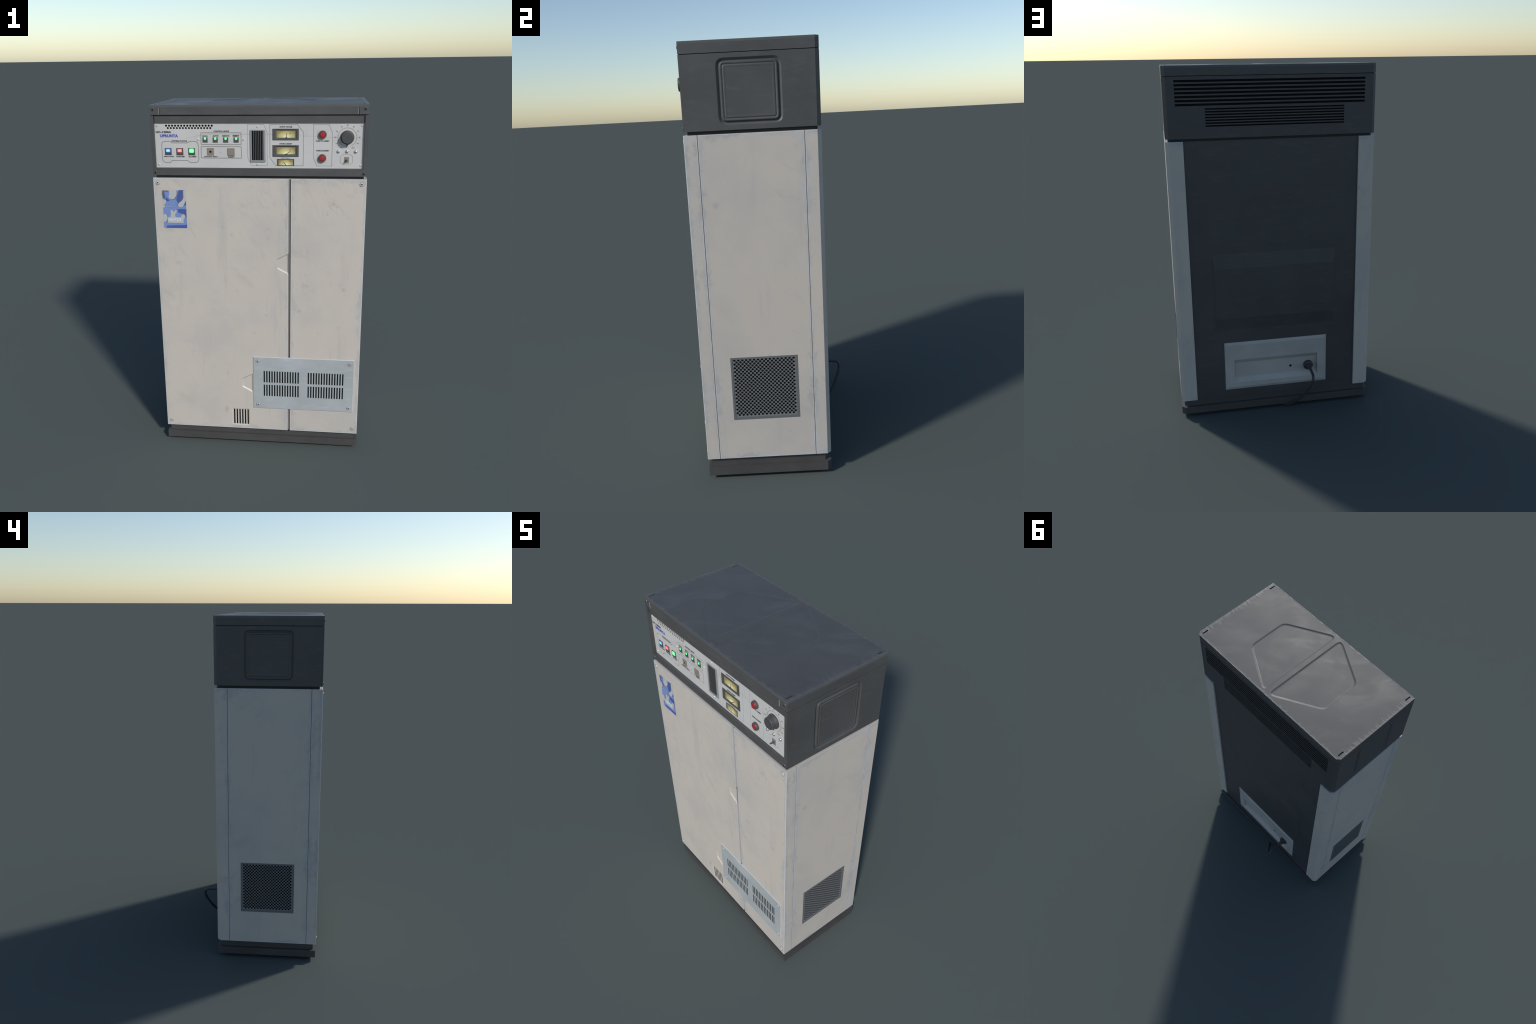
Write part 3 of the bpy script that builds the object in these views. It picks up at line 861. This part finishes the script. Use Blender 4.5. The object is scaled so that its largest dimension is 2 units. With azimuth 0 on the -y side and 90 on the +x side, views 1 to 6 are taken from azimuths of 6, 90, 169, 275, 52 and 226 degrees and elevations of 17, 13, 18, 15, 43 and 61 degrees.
dome = lathe_mesh("dome_button", [(0.0092, 0.0), (0.0090, 0.002), (0.0080, 0.0045), (0.0060, 0.0065), (0.0032, 0.0077), (0.0, 0.0081)], 20, 1.2)
place(dome, "chrome", [(0.4178, 1.7615), (0.4622, 1.7615), (0.5066, 1.7606)], PY, pn, "dome_button")
tg = plate("toggle_plate", "XZ", rect(0.4483, 1.7005, 0.4732, 1.7328), [], PY - 0.0012, PY + 0.0005, "taupe", pn)
tl = add("toggle_lever", lathe_mesh("toggle_lever", [(0.0070, 0.0), (0.0062, 0.003), (0.0032, 0.004), (0.0038, 0.020), (0.0030, 0.0225), (0.0, 0.0230)], 16), "bezel", pn, (0.4606, PY - 0.0010, 1.7160))
tl.rotation_euler = (-0.10, 0, 0.05)

# ------------------------------------------------------------ torn blue label
LY = CF - 0.0003


def L(u, v):
    """Label plan position (0..1, 0..1) to the door."""
    return (-0.5210 + 0.1280 * u - 0.0 * v, 1.3420 + 0.2115 * v)


def label_piece(name, pts, lift, mat, r=0.0):
    q = [L(u, v) for u, v in pts]
    if r:
        q = arc_corner(q, r, 5)
    return plate(name, "XZ", q, [], LY - lift - 0.0003, LY - lift, mat, lb)


lb = plate("label", "XZ", [L(0, 0), L(1, 0), L(1, 0.93), L(0.985, 0.995), L(0, 0.98)], [], LY - 0.0003, CF + 0.0001, "blue1")
label_piece("dark_field", [(0.70, 1.0), (0.93, 1.0), (0.86, 0.70), (0.66, 0.66), (0.58, 0.74), (0.69, 0.95)], 0.0002, "blue2")
label_piece("dark_field", [(0.0, 0.98), (0.07, 0.98), (0.10, 0.86), (0.30, 0.72), (0.20, 0.70), (0.0, 0.80)], 0.0002, "blue2")
label_piece("dark_field", [(0.62, 0.505), (1.0, 0.505), (1.0, 0.26), (0.94, 0.36), (0.64, 0.41)], 0.0002, "blue2")
label_piece("dark_field", [(0.10, 0.0), (1.0, 0.0), (1.0, 0.135), (0.96, 0.085), (0.13, 0.062)], 0.0002, "blue2")
label_piece("dark_field", [(0.90, 0.60), (1.0, 0.74), (1.0, 0.66), (0.97, 0.60)], 0.0002, "blue2")
torn = [  # (outline, shift of the shadow drawn dark beside the tear)
    ([(0.28, 1.0), (0.62, 1.0), (0.61, 0.87), (0.50, 0.77), (0.36, 0.76), (0.24, 0.81), (0.30, 0.90)], (0.035, -0.012), 0.012),
    ([(0.90, 1.0), (1.01, 1.0), (1.01, 0.74), (0.90, 0.62), (0.83, 0.555), (0.70, 0.555), (0.63, 0.61), (0.70, 0.665), (0.84, 0.73), (0.90, 0.80)], (-0.035, 0.008), 0.012),
    ([(0.0, 0.77), (0.10, 0.75), (0.16, 0.71), (0.10, 0.64), (0.04, 0.60), (0.10, 0.55), (0.0, 0.53)], (0.02, 0.006), 0.007),
    ([(0.0, 0.36), (0.10, 0.375), (0.165, 0.33), (0.15, 0.22), (0.08, 0.165), (0.0, 0.15)], (0.035, -0.004), 0.010),
    ([(0.74, 0.26), (0.78, 0.35), (0.87, 0.375), (0.95, 0.32), (0.90, 0.25), (0.84, 0.21), (0.74, 0.21)], (0.035, 0.014), 0.010),
    ([(0.30, 0.46), (0.38, 0.49), (0.46, 0.42), (0.55, 0.50), (0.60, 0.46), (0.50, 0.35), (0.54, 0.29), (0.28, 0.29), (0.33, 0.38)], (0.012, 0.008), 0.006),
]
for pts, (du, dv), r in torn:
    lo_, hi_ = (0.0, 1.0)
    sh = [(min(1.0, max(0.0, u + du)), min(0.985, max(0.0, v + dv))) for u, v in pts]
    label_piece("painted_tear_shadow", sh, 0.0004, "tearshadow", r)
    label_piece("torn_patch", pts, 0.0006, "torn", r)
label_piece("painted_tear_shadow", [(0.0, 0.99), (0.27, 0.985), (0.26, 0.955), (0.05, 0.95), (0.02, 0.86), (-0.015, 0.85), (-0.02, 0.94)], 0.0008, "tearshadow", 0.003)
label_piece("gold_mark", [(0.07, 0.775), (0.155, 0.77), (0.15, 0.86)], 0.0009, "gold")
label_piece("number_field", [(0.175, 0.135), (0.86, 0.135), (0.86, 0.29), (0.175, 0.29)], 0.0010, "torn")
a0, a1 = L(0.20, 0.185), L(0.76, 0.265)
text("46723", a0[0], a0[1], a1[0], a1[1], "labelwhite", LY - 0.0015, lb, 0.04)
for s_, v0, v1, u0, u1 in (("UC-1200A", 0.627, 0.655, 0.10, 0.50), ("VERSION", 0.555, 0.590, 0.06, 0.50), ("SERIAL NO", 0.482, 0.510, 0.09, 0.52)):
    a0, a1 = L(u0, v0), L(u1, v1)
    text(s_, a0[0], a0[1], a1[0], a1[1], "labelink", LY - 0.0012, lb, 0.02)
